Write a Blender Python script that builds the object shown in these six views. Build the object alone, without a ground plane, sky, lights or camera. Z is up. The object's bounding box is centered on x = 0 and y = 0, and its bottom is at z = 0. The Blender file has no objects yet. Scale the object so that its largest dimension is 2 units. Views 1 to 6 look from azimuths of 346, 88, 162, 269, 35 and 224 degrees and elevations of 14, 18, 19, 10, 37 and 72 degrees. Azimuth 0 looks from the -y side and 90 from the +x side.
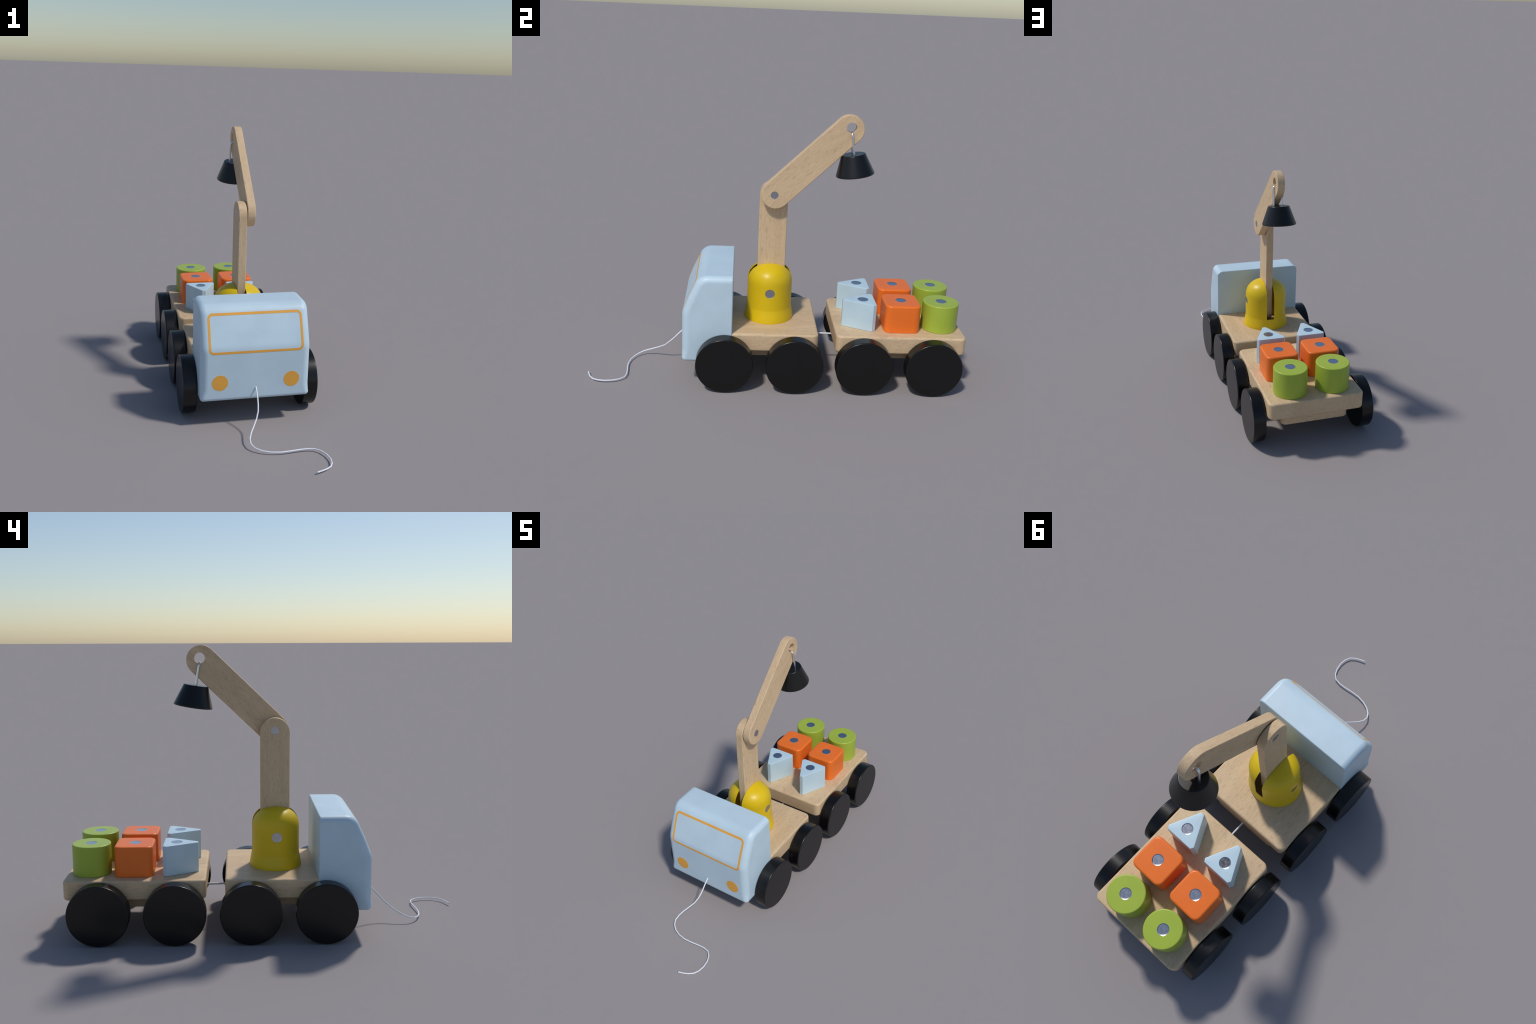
import bpy, bmesh, math
from mathutils import Vector, Matrix

# =====================================================================
#  Wooden pull-along crane truck with trailer and six magnetic blocks
#  metres, z up, front of the truck towards -y
# =====================================================================

# ------------------------------------------------------------ materials
def new_material(name):
    m = bpy.data.materials.new(name)
    m.use_nodes = True
    nt = m.node_tree
    nt.nodes.clear()
    out = nt.nodes.new("ShaderNodeOutputMaterial")
    b = nt.nodes.new("ShaderNodeBsdfPrincipled")
    nt.links.new(b.outputs[0], out.inputs[0])
    return m, nt, b


def node(nt, kind, **props):
    n = nt.nodes.new(kind)
    for k, v in props.items():
        setattr(n, k, v)
    return n


def mix_color(nt, fac, a, b, blend="MIX"):
    n = node(nt, "ShaderNodeMix", data_type="RGBA", blend_type=blend)
    for sock, val in ((n.inputs[0], fac), (n.inputs[6], a), (n.inputs[7], b)):
        if hasattr(val, "links"):
            nt.links.new(val, sock)
        elif isinstance(val, (int, float)):
            sock.default_value = val
        else:
            sock.default_value = (*val, 1)
    return n.outputs[2]


def noise(nt, vec, scale, detail=3, rough=0.5, distortion=0.0):
    n = node(nt, "ShaderNodeTexNoise")
    n.inputs["Scale"].default_value = scale
    n.inputs["Detail"].default_value = detail
    n.inputs["Roughness"].default_value = rough
    n.inputs["Distortion"].default_value = distortion
    nt.links.new(vec, n.inputs["Vector"])
    return n.outputs["Fac"]


def ramp(nt, val, p0, p1, c0=0.0, c1=1.0):
    n = node(nt, "ShaderNodeMapRange", clamp=True)
    n.interpolation_type = "SMOOTHSTEP"
    nt.links.new(val, n.inputs[0])
    for i, v in enumerate((p0, p1, c0, c1)):
        n.inputs[i + 1].default_value = v
    return n.outputs[0]


def multiply(nt, a, b):
    n = node(nt, "ShaderNodeMath", operation="MULTIPLY")
    for i, v in enumerate((a, b)):
        if hasattr(v, "links"):
            nt.links.new(v, n.inputs[i])
        else:
            n.inputs[i].default_value = v
    return n.outputs[0]


def coords(nt, rot=(0, 0, 0), scale=(1, 1, 1), shift=(0, 0, 0)):
    tc = node(nt, "ShaderNodeTexCoord")
    m1 = node(nt, "ShaderNodeMapping")
    m1.inputs["Rotation"].default_value = rot
    m1.inputs["Location"].default_value = shift
    m2 = node(nt, "ShaderNodeMapping")
    m2.inputs["Scale"].default_value = scale
    nt.links.new(tc.outputs["Object"], m1.inputs[0])
    nt.links.new(m1.outputs[0], m2.inputs[0])
    return m2.outputs[0]


def bump(nt, bsdf, height, strength, distance=0.001):
    n = node(nt, "ShaderNodeBump")
    n.inputs["Strength"].default_value = strength
    n.inputs["Distance"].default_value = distance
    nt.links.new(height, n.inputs["Height"])
    nt.links.new(n.outputs[0], bsdf.inputs["Normal"])


def beech_wood(name, rot=(0, 0, 0), shift=(0, 0, 0)):
    """Pale beech; after `rot` the grain runs along local y: soft bands,
    fine fibre streaks and short dark flecks."""
    m, nt, b = new_material(name)
    light, mid, tan = (0.725, 0.530, 0.325), (0.660, 0.472, 0.285), (0.57, 0.395, 0.23)
    bands = noise(nt, coords(nt, rot, (9, 1.6, 14), shift), 1.0, 4, 0.55, 1.2)
    col = mix_color(nt, ramp(nt, bands, 0.33, 0.68), light, mid)
    fibre = noise(nt, coords(nt, rot, (150, 9, 150), shift), 1.0, 3, 0.6)
    col = mix_color(nt, ramp(nt, fibre, 0.45, 0.80, 0.0, 0.45), col, tan)
    pale = noise(nt, coords(nt, rot, (36, 7, 36), shift), 1.0, 3, 0.55, 0.5)
    col = mix_color(nt, ramp(nt, pale, 0.55, 0.75, 0.0, 0.45), col, (0.74, 0.555, 0.35))
    # soft elongated shadows in the grain
    soft = noise(nt, coords(nt, rot, (105, 28, 105), (shift[0] + 1.7, shift[1], shift[2] + .9)), 1.0, 2, 0.5)
    col = mix_color(nt, ramp(nt, soft, 0.50, 0.72, 0.0, 0.36), col, (0.46, 0.318, 0.178))
    # short flecks all over, denser in loose groups
    fleck = noise(nt, coords(nt, rot, (230, 80, 230), shift), 1.0, 2, 0.5)
    group = noise(nt, coords(nt, rot, (14, 6, 14), shift), 1.0, 2, 0.5)
    dots = multiply(nt, ramp(nt, fleck, 0.58, 0.70), ramp(nt, group, 0.34, 0.60, 0.25, 1.0))
    col = mix_color(nt, multiply(nt, dots, 0.40), col, (0.35, 0.245, 0.14))
    # a few longer dark streaks
    streak = noise(nt, coords(nt, rot, (90, 14, 90), (shift[0] + .37, shift[1], shift[2] + .11)), 1.0, 1, 0.4)
    col = mix_color(nt, ramp(nt, streak, 0.70, 0.80, 0.0, 0.45), col, (0.33, 0.23, 0.145))
    nt.links.new(col, b.inputs["Base Color"])
    b.inputs["Roughness"].default_value = 0.48
    b.inputs["Specular IOR Level"].default_value = 0.3
    bump(nt, b, fibre, 0.12, 0.0006)
    return m


def paint(name, color, roughness=0.42, specular=0.5, vary=0.04, coat=0.0, grain=0.05):
    m, nt, b = new_material(name)
    n1 = noise(nt, coords(nt), 7.0, 3)
    dark = tuple(c * (1 - vary) for c in color)
    lite = tuple(min(1, c * (1 + vary * .6)) for c in color)
    nt.links.new(mix_color(nt, ramp(nt, n1, 0.3, 0.7), dark, lite), b.inputs["Base Color"])
    b.inputs["Roughness"].default_value = roughness
    b.inputs["Specular IOR Level"].default_value = specular
    b.inputs["Coat Weight"].default_value = coat
    b.inputs["Coat Roughness"].default_value = 0.25
    if grain:
        bump(nt, b, noise(nt, coords(nt), 160.0, 2), grain, 0.0006)
    return m


def metal(name, color=(0.56, 0.57, 0.60), roughness=0.22):
    m, nt, b = new_material(name)
    n = noise(nt, coords(nt), 60.0, 2)
    b.inputs["Base Color"].default_value = (*color, 1)
    b.inputs["Metallic"].default_value = 1.0
    nt.links.new(ramp(nt, n, 0.3, 0.7, roughness * .85, roughness * 1.15), b.inputs["Roughness"])
    return m


X90 = math.pi / 2
BOOM_ANGLE = math.radians(44.0)
WOOD_BED = beech_wood("beech_bed", shift=(0.31, 0.77, 0.2))
WOOD_CHASSIS = beech_wood("beech_chassis", shift=(1.9, 0.2, 0.6))
WOOD_BLOCK = beech_wood("beech_under_block", rot=(0, 0, X90), shift=(4.1, 0.2, 2.6))
WOOD_MAST = beech_wood("beech_mast", rot=(X90, 0, 0), shift=(2.7, 1.3, 0.9))
WOOD_BOOM = beech_wood("beech_boom", rot=(-BOOM_ANGLE, 0, 0), shift=(5.2, 3.1, 1.4))
BLUE = paint("light_blue_paint", (0.56, 0.71, 0.80), 0.44)
BLUE_BLOCK = paint("light_blue_block_paint", (0.56, 0.72, 0.80), 0.42)
ORANGE = paint("orange_paint", (0.93, 0.190, 0.022), 0.34, 0.38)
GREEN = paint("green_paint", (0.39, 0.505, 0.055), 0.33, 0.42)
YELLOW = paint("yellow_paint", (0.77, 0.53, 0.005), 0.38, 0.42)
AMBER = paint("amber_marking_paint", (0.877, 0.424, 0.064), 0.45, grain=0.0)
BLACK = paint("black_satin_paint", (0.0042, 0.0040, 0.0040), 0.29, 0.42, vary=0.1)
BLACK_MAGNET = paint("black_magnet_paint", (0.0055, 0.0055, 0.0058), 0.30, 0.42, vary=0.1)
STEEL = metal("steel", roughness=0.16)
DISC_STEEL = metal("satin_magnet_steel", (0.58, 0.59, 0.62), 0.20)
WIRE = metal("bright_wire", (0.82, 0.84, 0.88), 0.28)
PIN = metal("brushed_pin_steel", (0.50, 0.51, 0.54), 0.30)
CORD = paint("white_cord", (0.83, 0.85, 0.90), 0.6, 0.3, grain=0.0)

# --------------------------------------------------------------- objects
def world_of(o):
    p = Vector(o.location)
    while o.parent:
        o = o.parent
        p += o.location
    return p


def register(name, me, parent, loc=(0, 0, 0), weighted=False):
    """loc is the world position of the object's origin."""
    o = bpy.data.objects.new(name, me)
    bpy.context.scene.collection.objects.link(o)
    loc = Vector(loc)
    if parent:
        o.parent = parent
        loc = loc - world_of(parent)
    o.location = loc
    if weighted:
        w = o.modifiers.new("even_shading", "WEIGHTED_NORMAL")
        w.keep_sharp = True
        w.weight = 80
    return o


def mesh_from(name, bm, mat, smooth_angle=35.0):
    bmesh.ops.remove_doubles(bm, verts=bm.verts, dist=1e-6)
    bmesh.ops.recalc_face_normals(bm, faces=bm.faces)
    me = bpy.data.meshes.new(name)
    bm.to_mesh(me)
    bm.free()
    me.materials.append(mat)
    if smooth_angle:
        for p in me.polygons:
            p.use_smooth = True
        me.set_sharp_from_angle(angle=math.radians(smooth_angle))
    return me


def circle(r, n, cx=0.0, cy=0.0):
    return [(cx + r * math.cos(2 * math.pi * i / n), cy + r * math.sin(2 * math.pi * i / n)) for i in range(n)]


def rounded_rect(hx, hy, r, n=10):
    pts = []
    for k, (sx, sy) in enumerate(((1, 1), (-1, 1), (-1, -1), (1, -1))):
        for i in range(n + 1):
            a = math.pi / 2 * (k + i / n)
            pts.append((sx * (hx - r) + r * math.cos(a), sy * (hy - r) + r * math.sin(a)))
    return pts


def stadium(half_len_a, half_len_b, r, n=28):
    """Bar with round ends; arc centres at -half_len_a and +half_len_b on the first axis."""
    pts = []
    for i in range(n + 1):
        a = -math.pi / 2 + math.pi * i / n
        pts.append((half_len_b + r * math.cos(a), r * math.sin(a)))
    for i in range(n + 1):
        a = math.pi / 2 + math.pi * i / n
        pts.append((-half_len_a + r * math.cos(a), r * math.sin(a)))
    return pts


def prism(outline, depth, edge, segs=5, top_hole=None, bottom_hole=None, through=None, edge_bottom=None):
    """Extrude outline(inset) from 0 to depth with rounded rims.
    top_hole / bottom_hole = (cx, cy, r, sink): blind recess.  through = (cx, cy, r)."""
    bm = bmesh.new()
    eb = edge if edge_bottom is None else edge_bottom
    rings = []
    for i in range(segs + 1):
        a = math.pi / 2 * i / segs
        rings.append((eb * (1 - math.sin(a)), eb * (1 - math.cos(a))))
    for i in range(segs + 1):
        a = math.pi / 2 * i / segs
        rings.append((edge * (1 - math.cos(a)), depth - edge * (1 - math.sin(a))))
    loops = [[bm.verts.new((x, y, z)) for x, y in outline(ins)] for ins, z in rings]
    n = len(loops[0])
    for A, B in zip(loops, loops[1:]):
        for i in range(n):
            bm.faces.new((A[i], A[(i + 1) % n], B[(i + 1) % n], B[i]))

    def ring_wall(loop_a, loop_b):
        k = len(loop_a)
        for i in range(k):
            bm.faces.new((loop_a[i], loop_a[(i + 1) % k], loop_b[(i + 1) % k], loop_b[i]))

    def cap(loop, z, hole, towards):
        es = [e for i, v in enumerate(loop) for e in [bm.edges.get((v, loop[(i + 1) % n]))]]
        if not hole:
            bm.faces.new(loop)
            return None
        hv = [bm.verts.new((x, y, z)) for x, y in circle(hole[2], 40, hole[0], hole[1])]
        he = [bm.edges.new((hv[i], hv[(i + 1) % 40])) for i in range(40)]
        bmesh.ops.triangle_fill(bm, edges=es + he, use_beauty=True, use_dissolve=False)
        if towards is not None:
            fl = [bm.verts.new((v.co.x, v.co.y, towards)) for v in hv]
            ring_wall(hv, fl)
            bm.faces.new(fl)
        return hv

    if through:
        a = cap(loops[0], 0.0, through, None)
        b = cap(loops[-1], depth, through, None)
        ring_wall(a, b)
    else:
        cap(loops[0], 0.0, bottom_hole, bottom_hole[3] if bottom_hole else None)
        cap(loops[-1], depth, top_hole, depth - top_hole[3] if top_hole else None)
    return bm


def lathe(profile, segs=64, sx=1.0, sy=1.0):
    """Revolve (radius, z) pairs about z; sx/sy squash the circle to an ellipse."""
    bm = bmesh.new()
    loops = []
    for r, z in profile:
        if r < 1e-7:
            loops.append([bm.verts.new((0, 0, z))])
        else:
            loops.append([bm.verts.new((x * sx, y * sy, z)) for x, y in circle(r, segs)])
    for A, B in zip(loops, loops[1:]):
        for i in range(segs):
            j = (i + 1) % segs
            if len(A) == 1 and len(B) == 1:
                break                     # two poles: nothing between them
            if len(A) == 1:
                bm.faces.new((A[0], B[i], B[j]))
            elif len(B) == 1:
                bm.faces.new((A[i], A[j], B[0]))
            else:
                bm.faces.new((A[i], A[j], B[j], B[i]))
    return bm


def tube(points, r, sides=12, closed_ends=True):
    bm = bmesh.new()
    P = [Vector(p) for p in points]
    rings = []
    up = Vector((0, 0, 1))
    for i, p in enumerate(P):
        t = (P[min(i + 1, len(P) - 1)] - P[max(i - 1, 0)]).normalized()
        a = up - t * up.dot(t)
        if a.length < 1e-3:
            a = Vector((1, 0, 0)) - t * t.x
        a.normalize()
        b = t.cross(a)
        up = a
        rings.append([bm.verts.new(p + (a * math.cos(2 * math.pi * k / sides) + b * math.sin(2 * math.pi * k / sides)) * r)
                      for k in range(sides)])
    for A, B in zip(rings, rings[1:]):
        for i in range(sides):
            bm.faces.new((A[i], A[(i + 1) % sides], B[(i + 1) % sides], B[i]))
    bm.faces.new(rings[0][::-1])
    bm.faces.new(rings[-1])
    return bm


def smooth_path(pts, sub=4):
    """Catmull-Rom through hand-placed control points."""
    P = [Vector(p) for p in pts]
    out = []
    for i in range(len(P) - 1):
        p0, p1, p2, p3 = P[max(i - 1, 0)], P[i], P[i + 1], P[min(i + 2, len(P) - 1)]
        for k in range(sub):
            t = k / sub
            out.append(0.5 * ((2 * p1) + (p2 - p0) * t + (2 * p0 - 5 * p1 + 4 * p2 - p3) * t * t
                              + (3 * p1 - p0 - 3 * p2 + p3) * t ** 3))
    out.append(P[-1])
    return out


def to_x_axis(bm):
    """Prisms are built along z in (x, y); turn them so that (x, y, z) -> (y, z, x)."""
    bmesh.ops.transform(bm, verts=bm.verts, matrix=Matrix(((0, 0, 1, 0), (1, 0, 0, 0), (0, 1, 0, 0), (0, 0, 0, 1))))
    return bm


def shallow_dish(name, r, dish, material):
    """Recessed metal disc: flat floor with a sloping, rounded rim; faces +z, rim at z=0."""
    W = dish / math.tan(math.radians(15))      # gently sloping rim round a level floor
    prof = [(r, -0.006), (r, 0.0), (r - W, -dish), (r - W - 0.0003, -dish), (0.0, -dish)]
    return mesh_from(name, lathe(prof, 48), material, 8)


def box_bm(x0, x1, y0, y1, z0, z1):
    bm = bmesh.new()
    bmesh.ops.create_cube(bm, size=1.0)
    for v in bm.verts:
        v.co = Vector(((x0 + x1) / 2 + v.co.x * (x1 - x0), (y0 + y1) / 2 + v.co.y * (y1 - y0), (z0 + z1) / 2 + v.co.z * (z1 - z0)))
    return bm


def cut(target, cutters):
    """Boolean difference, applied; cutters are removed."""
    for c in cutters:
        md = target.modifiers.new("cut", "BOOLEAN")
        md.operation = "DIFFERENCE"
        md.solver = "EXACT"
        md.object = c
    dg = bpy.context.evaluated_depsgraph_get()
    me = bpy.data.meshes.new_from_object(target.evaluated_get(dg))
    target.modifiers.clear()
    old = target.data
    target.data = me
    me.name = old.name + "_cut"
    for c in cutters:
        bpy.data.objects.remove(c)
    return me


# ================================================================ truck
truck = bpy.data.objects.new("toy_crane_truck", None)
bpy.context.scene.collection.objects.link(truck)
truck.empty_display_size = 0.2
truck["label"] = "wooden toy crane truck with light blue cab, trailer and pull string"
truck["category"] = "toy truck"

# ------------------------------------------------ chassis and trailer deck
DECK_Z0, DECK_Z1, DECK_HX = 0.203, 0.300, 0.2730


def deck(name, y0, y1, mat, parent):
    hy, cy = (y1 - y0) / 2, (y0 + y1) / 2
    bm = prism(lambda i: rounded_rect(DECK_HX - i, hy - i, 0.034 - i, 10), DECK_Z1 - DECK_Z0, 0.012, 6)
    return register(name, mesh_from(name, bm, mat, 45), parent, (0, cy, DECK_Z0), True)


def under_block(y0, y1, parent):
    """Narrower axle block below a deck, corners rounded in plan."""
    z0, hx, hy = 0.1410, 0.1955, (y1 - y0) / 2
    bm = prism(lambda i: rounded_rect(hx - i, hy - i, 0.034 - i, 10), DECK_Z0 - z0 + 0.003, 0.002, 4, edge_bottom=0.011)
    register("axle_block", mesh_from("axle_block", bm, WOOD_BLOCK, 45), parent, (0, (y0 + y1) / 2, z0), True)


chassis = deck("chassis", -0.33, 0.220, WOOD_CHASSIS, truck)
under_block(-0.39, 0.2185, chassis)
trailer = deck("trailer", 0.312, 0.9995, WOOD_BED, truck)
under_block(0.395, 0.964, trailer)

# ----------------------------------------------------------------- wheels
WHEEL_R, WHEEL_X0, WHEEL_X1 = 0.149, 0.279, 0.3490
wheel_mesh = None
AXLE_Y = (-0.267, 0.096, 0.4585, 0.8225)
bm = to_x_axis(prism(lambda i: circle(WHEEL_R - i, 96), WHEEL_X1 - WHEEL_X0, 0.006, 5))
wheel_mesh = mesh_from("wheel", bm, BLACK, 45)
bm = lathe([(0, 0), (0.014, 0), (0.014, 2 * WHEEL_X0 + .03), (0, 2 * WHEEL_X0 + .03)], 20)
axle_mesh = mesh_from("axle", to_x_axis(bm), STEEL, 40)
for y in AXLE_Y:
    owner = truck
    for side in (1, -1):
        w = register("wheel", wheel_mesh, owner, (side * WHEEL_X0, y, WHEEL_R), True)
        w.rotation_euler = (0, 0, 0 if side == 1 else math.pi)
    register("axle", axle_mesh, truck, (-(WHEEL_X0 + .015), y, WHEEL_R))

# -------------------------------------------------------------------- cab
CAB_W, CAB_Y0, CAB_Y1, CAB_Z0, CAB_Z1 = 0.2775, -0.4905, -0.2315, 0.138, 0.6085
# side outline corners (y, z, corner radius), from the lower rear going forward and up
SLANT = 0.465
CAB_CORNERS = [
    (CAB_Y1, CAB_Z0, 0.006),
    (CAB_Y0, CAB_Z0, 0.020),
    (CAB_Y0, 0.409, 0.110),
    (-0.4582, 0.492, 0.55),
    (-0.4582 + SLANT * (CAB_Z1 - 0.492), CAB_Z1, 0.070),
    (CAB_Y1, CAB_Z1, 0.006),
]


def fillet_polygon(corners, segs=8, spacing=0.012):
    """Round every corner, and resample the straight runs."""
    n = len(corners)
    arcs = []
    for i, (y, z, r) in enumerate(corners):
        P = Vector((y, z))
        A = (Vector(corners[i - 1][:2]) - P).normalized()
        B = (Vector(corners[(i + 1) % n][:2]) - P).normalized()
        half = A.angle(B) / 2
        t = r / math.tan(half)
        C = P + (A + B).normalized() * (r / math.sin(half))
        p0, p1 = P + A * t, P + B * t
        a0 = math.atan2(*(p0 - C).yx)
        a1 = math.atan2(*(p1 - C).yx)
        d = (a1 - a0 + math.pi) % (2 * math.pi) - math.pi
        arcs.append([C + r * Vector((math.cos(a0 + d * k / segs), math.sin(a0 + d * k / segs))) for k in range(segs + 1)])
    pts = []
    for i in range(n):
        pts += arcs[i]
        q0, q1 = arcs[i][-1], arcs[(i + 1) % n][0]
        m = max(1, int((q1 - q0).length / spacing))
        pts += [q0.lerp(q1, k / m) for k in range(1, m)]
    return pts


cab_outline = fillet_polygon(CAB_CORNERS)


def cab_front_y(z):
    """Front surface of the cab at height z (upper, forward branch of the outline)."""
    best = None
    n = len(cab_outline)
    for i in range(n):
        a, b = cab_outline[i], cab_outline[(i + 1) % n]
        lo, hi = min(a.y, b.y), max(a.y, b.y)
        if lo <= z <= hi and hi - lo > 1e-9:
            y = a.x + (b.x - a.x) * (z - a.y) / (b.y - a.y)
            best = y if best is None else min(best, y)
    return best


def cab_edge_radius(p):
    """Fillet between outline and side wall: generous at the nose and roof, tight at the rear."""
    nose = min(1.0, max(0.0, (-0.36 - p.x) / 0.09))
    r = 0.033 + 0.006 * nose
    low = min(1.0, max(0.0, (p.y - CAB_Z0) / 0.06))
    r *= 0.45 + 0.55 * low
    return 0.006 if p.x > CAB_Y1 - 0.0062 and p.y < CAB_Z1 - 0.007 else r


bm = bmesh.new()
n = len(cab_outline)
inward = []
for i, p in enumerate(cab_outline):
    t = (cab_outline[(i + 1) % n] - cab_outline[i - 1]).normalized()
    nrm = Vector((-t.y, t.x))
    c = Vector((-0.36, 0.36))
    if nrm.dot(c - p) < 0:
        nrm = -nrm
    inward.append(nrm)
radii = [cab_edge_radius(p) for p in cab_outline]
offsets = [d * r for d, r in zip(inward, radii)]
for i, p in enumerate(cab_outline):       # rear corners: slide, do not shrink
    if p.x > CAB_Y1 - 0.0062:
        if p.y > CAB_Z1 - 0.0062:
            offsets[i] = Vector((-0.006, -0.033))
        elif p.y < CAB_Z0 + 0.0062:
            offsets[i] = Vector((-0.006, 0.015))
loops = []
SEG = 8
for side in (-1, 1):
    for k in range(SEG + 1):
        a = math.pi / 2 * (k / SEG)
        if side == -1:
            a = math.pi / 2 - a
        ring = []
        for p, d, r in zip(cab_outline, offsets, radii):
            q = p + d * (1 - math.cos(a))
            ring.append(bm.verts.new((side * (CAB_W - r + r * math.sin(a)), q.x, q.y)))
        loops.append(ring)
    if side == -1:      # a few cross bands over the nose
        for x in (-0.15, 0.0, 0.15):
            loops.append([bm.verts.new((x, p.x, p.y)) for p in cab_outline])
for A, B in zip(loops, loops[1:]):
    for i in range(n):
        bm.faces.new((A[i], A[(i + 1) % n], B[(i + 1) % n], B[i]))
bm.faces.new(loops[0]); bm.faces.new(loops[-1])
cab = register("cab", mesh_from("cab", bm, BLUE, 50), truck, (0, 0, 0), True)


def front_patch(name, uv_loops, closed, mat, lift=0.0007):
    """Thin painted shape laid on the nose: loops of (x, z) joined in sequence."""
    bm = bmesh.new()
    L = []
    for loop in uv_loops:
        ring = []
        for x, z in loop:
            e = 0.002
            y0, y1 = cab_front_y(z - e), cab_front_y(z + e)
            nrm = Vector((0, -2 * e, (y1 - y0))).normalized()
            inset = max(0.0, abs(x) - (CAB_W - 0.039))
            y = cab_front_y(z) + (0.039 - math.sqrt(max(0, 0.039 ** 2 - inset ** 2)))
            ring.append(Vector((x, y, z)) + nrm * lift)
        L.append(ring)
    verts = [[bm.verts.new(v) for v in ring] for ring in L]
    k = len(verts[0])
    for A, B in zip(verts, verts[1:]):
        for i in range(k):
            bm.faces.new((A[i], A[(i + 1) % k], B[(i + 1) % k], B[i]))
    if closed:
        bm.faces.new(verts[-1])
    # a skirt that sinks into the body so that the shape has depth
    outer = verts[0]
    sunk = [bm.verts.new(v.co + Vector((0, 0.003, -0.0008))) for v in outer]
    for i in range(k):
        bm.faces.new((outer[i], outer[(i + 1) % k], sunk[(i + 1) % k], sunk[i]))
    if not closed:
        inner = verts[-1]
        sunk = [bm.verts.new(v.co + Vector((0, 0.003, -0.0008))) for v in inner]
        for i in range(k):
            bm.faces.new((inner[i], inner[(i + 1) % k], sunk[(i + 1) % k], sunk[i]))
    return register(name, mesh_from(name, bm, mat, 60), cab)


# windscreen line: rounded rectangle on the nose
def frame_loop(ins):
    hx, z0, z1, r = 0.2385 - ins, 0.3855 + ins, 0.5735 - ins, 0.026 - ins
    loop = []
    base = rounded_rect(hx, (z1 - z0) / 2, max(r, 0.004), 8)
    m = len(base)
    for i in range(m):
        a, b = Vector(base[i]), Vector(base[(i + 1) % m])
        steps = max(1, int((b - a).length / 0.011 + 0.0))
        steps = {True: steps, False: 1}[(b - a).length > 0.02]
        loop += [tuple(a.lerp(b, s / steps)) for s in range(steps)]
    return [(x, z + (z0 + z1) / 2) for x, z in loop]


def frame_loops(width=0.0118):
    outer = frame_loop(0.0)
    # inner ring: same number of points, moved inwards along the ring normal
    m = len(outer)
    inner = []
    for i, p in enumerate(outer):
        a, b = Vector(outer[i - 1]), Vector(outer[(i + 1) % m])
        t = (b - a).normalized()
        inner.append((p[0] - t.y * width, p[1] + t.x * width))
    return [outer, inner]


front_patch("window_outline", frame_loops(), False, AMBER)
for sx in (-1, 1):
    rings = [circle(r, 48, sx * 0.1812, 0.2366) for r in (0.0405, 0.020)]
    front_patch("headlight", rings, True, AMBER)

# ------------------------------------------------------------------ turret
TY = -0.0355                      # crane axis
outer = [(1.085, 0.0), (1.087, 0.008), (1.080, 0.016), (1.052, 0.036), (1.003, 0.0655), (1.0, 0.0685), (1.0, 0.072), (1.0, 0.13)]
DOME_Z, DOME_H, DOME_N = 0.199, 0.1060, 2.35          # blunt, super-elliptic dome
for i in range(25):
    a = math.pi / 2 * i / 24
    outer.append((math.cos(a) ** (2 / DOME_N) if i < 24 else 0.0, DOME_Z + DOME_H * math.sin(a) ** (2 / DOME_N)))
WALL = 0.030                                          # hollow shell, wall as a share of the radius
inner = [(max(0.0, r - WALL), z - (0.004 if r < 0.9 else 0.0)) for r, z in outer]
inner[-1] = (0.0, inner[-1][1])
inner[-2] = (outer[-2][0] * .8, inner[-2][1])
ring = outer + inner[::-1] + [outer[0]]
bm = lathe(ring, 96, 0.1315, 0.1212)
turret = register("turret", mesh_from("turret", bm, YELLOW, 0), truck, (0, TY, DECK_Z1 + 0.0003))
SLOT_X, SLOT_Z = 0.0242, 0.368
cutters = [register("cutter", mesh_from("cutter", box_bm(-SLOT_X, SLOT_X, TY - .2, TY + .2, SLOT_Z, .9), YELLOW, 0), None)]
PIVOT_Z = 0.4690
for s in (1, -1):
    c = lathe([(0, 0), (0.0256, 0), (0.0256, 0.05), (0, 0.05)], 40)
    to_x_axis(c)
    for v in c.verts:
        v.co.x = s * (0.1285 - 0.0045 + v.co.x)
    bmesh.ops.recalc_face_normals(c, faces=c.faces)
    cutters.append(register("cutter", mesh_from("cutter", c, YELLOW, 0), None, (0, TY - 0.0015, PIVOT_Z)))
bpy.context.view_layer.update()
me = cut(turret, cutters)
for p in me.polygons:
    p.use_smooth = True
me.set_sharp_from_angle(angle=math.radians(32))

pin_disc = shallow_dish("pivot_pin", 0.0252, 0.0008, PIN)
for s in (1, -1):
    o = register("pivot_pin", pin_disc, turret, (s * 0.1275, TY - 0.0015, PIVOT_Z))
    o.rotation_euler = (0, s * X90, 0)

# -------------------------------------------------------------- crane arms
HINGE = (-0.0322, 0.9900)
EYE = (0.3405, 1.3485)
ARM_R, ARM_T = 0.0737, 0.0450
HINGE_R = 0.0203
ARM_EDGE = 0.0045
# mast: upright bar from the turret pivot to the hinge; arc centres lie a little inside the pins
top_c, low_c = HINGE[1] - 0.0105, 0.4025
mid = (top_c + low_c) / 2
hl = (top_c - low_c) / 2
hole_m = (HINGE[1] - mid, 0.0, HINGE_R, 0.004)
bm = prism(lambda i: stadium(hl, hl, ARM_R - i), ARM_T, ARM_EDGE, 3, top_hole=None, bottom_hole=hole_m)
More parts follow.
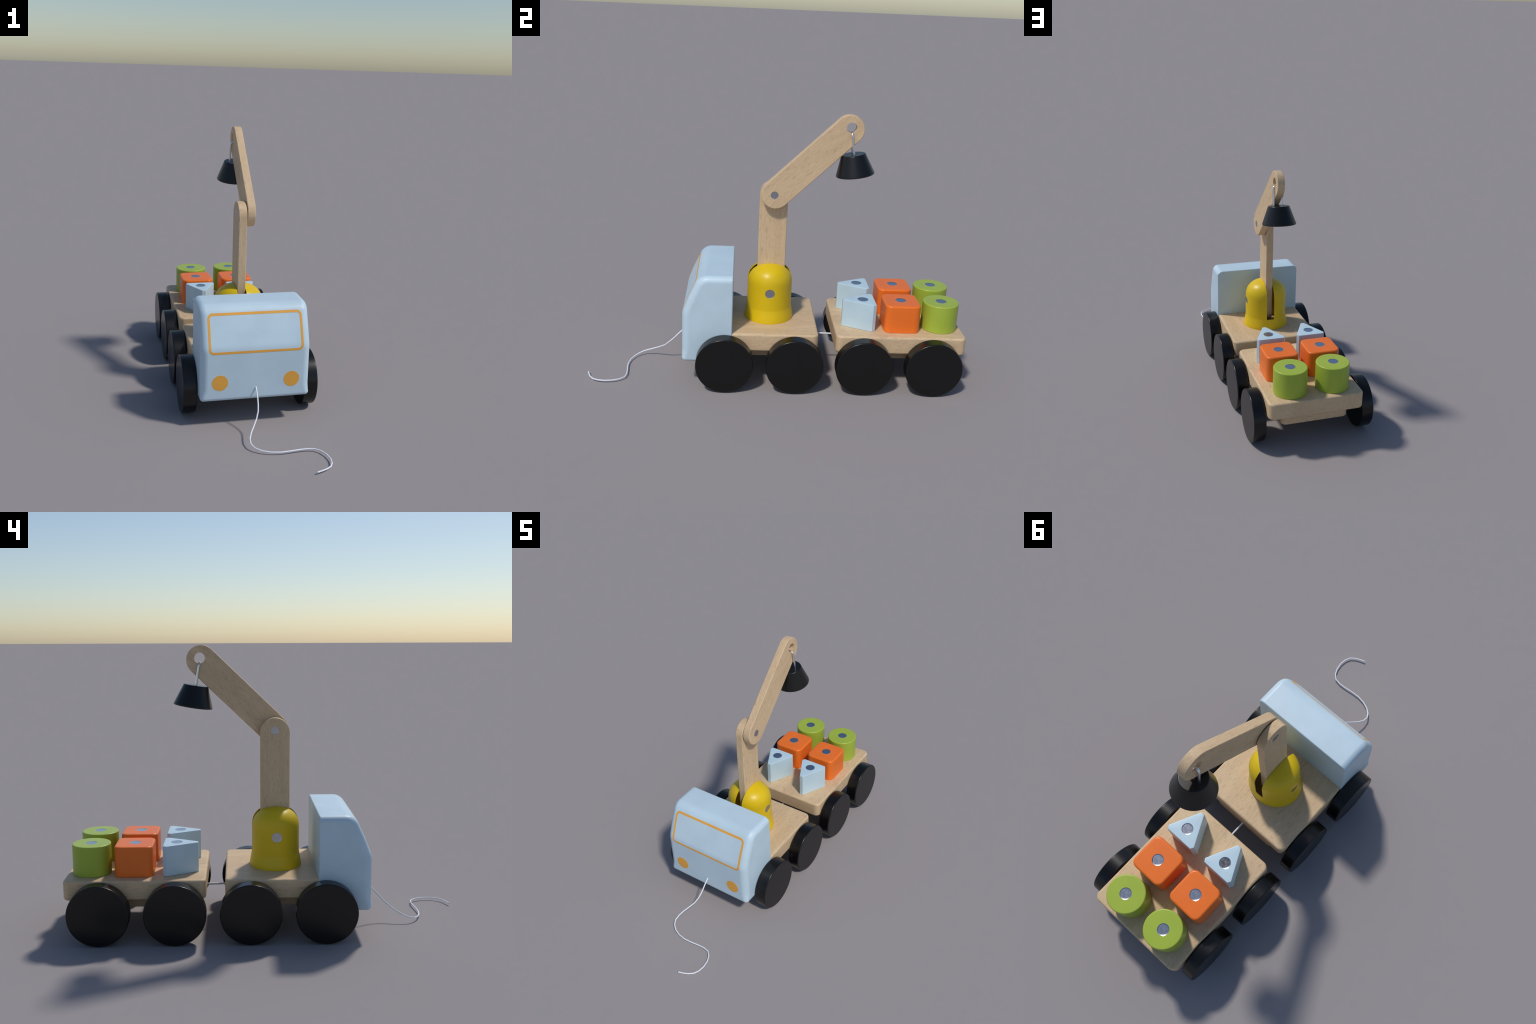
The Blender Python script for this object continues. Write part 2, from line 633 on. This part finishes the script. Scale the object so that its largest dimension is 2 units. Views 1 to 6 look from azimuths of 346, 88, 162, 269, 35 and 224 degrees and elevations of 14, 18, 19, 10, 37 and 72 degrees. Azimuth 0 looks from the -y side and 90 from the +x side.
# first axis -> z, second -> y, extrusion -> x
bmesh.ops.transform(bm, verts=bm.verts, matrix=Matrix(((0, 0, 1, 0), (0, 1, 0, 0), (1, 0, 0, 0), (0, 0, 0, 1))))
mast = register("mast", mesh_from("mast", bm, WOOD_MAST, 40), truck, (-ARM_T / 2, HINGE[0], mid), True)

BOOM_X, BOOM_T = 0.0260, 0.0437
# boom: leaning bar, eye at the upper end
ax = Vector((EYE[0] - HINGE[0], EYE[1] - HINGE[1]))
length = ax.length
ang = math.atan2(ax.y, ax.x)
bm = prism(lambda i: [(x + length / 2, y - 0.0022) for x, y in stadium(length / 2 - 0.006, length / 2 - 0.0135, ARM_R + .0008 - i)],
           BOOM_T, ARM_EDGE, 3, through=(length, 0.0, 0.0268))
# recess for the hinge pin: cut afterwards
ca, sa = math.cos(ang), math.sin(ang)
bmesh.ops.transform(bm, verts=bm.verts, matrix=Matrix(((0, 0, 1, 0), (ca, -sa, 0, 0), (sa, ca, 0, 0), (0, 0, 0, 1))))
boom = register("boom", mesh_from("boom", bm, WOOD_BOOM, 40), truck, (BOOM_X, HINGE[0], HINGE[1]))
c = to_x_axis(lathe([(0, 0), (HINGE_R, 0), (HINGE_R, 0.05), (0, 0.05)], 40))
bmesh.ops.recalc_face_normals(c, faces=c.faces)
cc = register("cutter", mesh_from("cutter", c, WOOD_BOOM, 0), None, (BOOM_X + BOOM_T - 0.004, HINGE[0], HINGE[1]))
bpy.context.view_layer.update()
me = cut(boom, [cc])
for p in me.polygons:
    p.use_smooth = True
me.set_sharp_from_angle(angle=math.radians(40))
w = boom.modifiers.new("even_shading", "WEIGHTED_NORMAL")
w.keep_sharp = True
w.weight = 80
hinge_disc = shallow_dish("hinge_pin", HINGE_R - 0.0002, 0.0007, PIN)
o = register("hinge_pin", hinge_disc, mast, (-ARM_T / 2 - 0.0003, HINGE[0], HINGE[1]))
o.rotation_euler = (0, -X90, 0)
o = register("hinge_pin", hinge_disc, boom, (BOOM_X + BOOM_T + 0.0003, HINGE[0], HINGE[1]))
o.rotation_euler = (0, X90, 0)

# ------------------------------------------------------ hanging magnet bell
BELL_TILT = math.radians(9.0)
bx = BOOM_X + BOOM_T / 2
R0, R1, BH, BE = 0.0990, 0.0632, 0.1085, 0.005
prof = [(0.0, 0.0), (R0 - BE, 0.0)]
for i in range(1, 7):
    a = math.radians(110) * i / 6
    prof.append((R0 - BE + BE * math.sin(a), BE - BE * math.cos(a)))
for i in range(7):
    a = math.radians(20) + math.radians(70) * i / 6
    prof.append((R1 - BE + BE * math.cos(a), BH - BE + BE * math.sin(a)))
prof.append((0.0, BH))
bell_mesh = mesh_from("lifting_magnet", lathe(prof, 80), BLACK_MAGNET, 40)
bell = register("lifting_magnet", bell_mesh, truck, (bx, 0.3775, 1.1057), True)
bell.rotation_euler = (BELL_TILT, 0, 0)
# wire hook (in the bell's own frame): legs either side of the boom, bridge through the eye
hook_w, hook_top, cr = 0.0310, BH + 0.1140, 0.018
pts = [(-hook_w, 0, BH - 0.01), (-hook_w, 0, BH + 0.03), (-hook_w, 0, hook_top - cr - 0.02)]
for i in range(9):
    a = math.pi - math.pi / 2 * i / 8
    pts.append((-hook_w + cr + cr * math.cos(a), 0, hook_top - cr + cr * math.sin(a)))
for i in range(9):
    a = math.pi / 2 - math.pi / 2 * i / 8
    pts.append((hook_w - cr + cr * math.cos(a), 0, hook_top - cr + cr * math.sin(a)))
pts += [(hook_w, 0, hook_top - cr - 0.02), (hook_w, 0, BH + 0.03), (hook_w, 0, BH - 0.01)]
hook = register("hook", mesh_from("hook", tube(pts, 0.0058, 14), WIRE, 60), bell, world_of(bell))
hook.location = (0, 0, 0)

# ------------------------------------------------------ pull string, coupling
STRING = [
    (0.0, -0.4780, 0.2110), (0.0, -0.4909, 0.2030), (0.0, -0.5115, 0.1880), (-0.0003, -0.5330, 0.1655), (-0.002, -0.5555, 0.1405),
    (-0.0072, -0.5794, 0.1165), (-0.0201, -0.6043, 0.0905), (-0.0396, -0.6344, 0.0694), (-0.0589, -0.6638, 0.0515),
    (-0.0723, -0.6946, 0.0358), (-0.0743, -0.7264, 0.0250), (-0.0600, -0.7531, 0.0170), (-0.0326, -0.7754, 0.0128),
    (0.0067, -0.7921, 0.0106), (0.0517, -0.7993, 0.0103), (0.0982, -0.7973, 0.0106), (0.1415, -0.7921, 0.0106),
    (0.1837, -0.7900, 0.0106), (0.2179, -0.7970, 0.0102), (0.2422, -0.8212, 0.0100), (0.2564, -0.8551, 0.0100),
    (0.2617, -0.8958, 0.0100), (0.2562, -0.9313, 0.0097), (0.2431, -0.9574, 0.0096), (0.2190, -0.9760, 0.0095),
    (0.1945, -0.9871, 0.0095), (0.1661, -0.9967, 0.0100),
]
register("pull_string", mesh_from("pull_string", tube(STRING, 0.0036, 10), CORD, 60), truck)
register("coupling_cord", mesh_from("coupling_cord", tube([(0, 0.185, 0.1945), (0, 0.27, 0.193), (0, 0.402, 0.1910)], 0.0048, 12),
                                    CORD, 60), truck)

# ================================================================= blocks
BLOCK_Z, BLOCK_H, HOLE_R = DECK_Z1 + 0.0003, 0.1510, 0.0290
disc = shallow_dish("magnet", HOLE_R, 0.0011, DISC_STEEL)


def corner_cut_triangle(ins):
    """Blunt isosceles triangle pointing to the cab; origin at the magnet."""
    pts = [(0.0105, -0.1062), (0.0862, 0.0460), (0.0755, 0.0632), (-0.0755, 0.0632), (-0.0862, 0.0460), (-0.0105, -0.1062)]
    m = len(pts)
    out = []
    for i, p in enumerate(pts):
        P, A, B = Vector(p), Vector(pts[i - 1]), Vector(pts[(i + 1) % m])
        d0, d1 = (P - A).normalized(), (B - P).normalized()
        n0, n1 = Vector((-d0.y, d0.x)), Vector((-d1.y, d1.x))
        bis = (n0 + n1).normalized()
        q = P + bis * (ins / max(0.3, bis.dot(n0)))
        out.append((q.x, q.y))
    return out


def cube_outline(ins):
    return [(x, y + 0.0022) for x, y in rounded_rect(0.0946 - ins, 0.0938 - ins, 0.034 - ins, 10)]


def round_outline(ins):
    return circle(0.0945 - ins, 80)


KINDS = (
    ("triangular_block", corner_cut_triangle, 0.4588, 0.0045, 2, BLUE_BLOCK,
     "light blue triangular wooden block with steel magnet on top", 25),
    ("cube_block", cube_outline, 0.6622, 0.0105, 6, ORANGE,
     "orange cube shaped wooden block with rounded edges and magnet", 45),
    ("cylinder_block", round_outline, 0.8788, 0.0060, 5, GREEN,
     "green round cylinder wooden block with magnet on top", 45),
)
SHIFT = 0.0025                 # bodies sit slightly nearer to the middle than their magnets
for name, fn, y, edge, segs, mat, label, angle in KINDS:
    for side in (1, -1):
        x = side * 0.1252
        bm = prism(lambda i: [(px - side * SHIFT, py) for px, py in fn(i)], BLOCK_H, edge, segs,
                   top_hole=(0, 0, HOLE_R, 0.0045), edge_bottom=min(edge, 0.003))
        blk = register(name, mesh_from(name, bm, mat, angle), None, (x, y, BLOCK_Z), True)
        blk["label"] = label
        blk["category"] = "toy block"
        register("magnet", disc, blk, (x, y, BLOCK_Z + BLOCK_H + 0.0003))
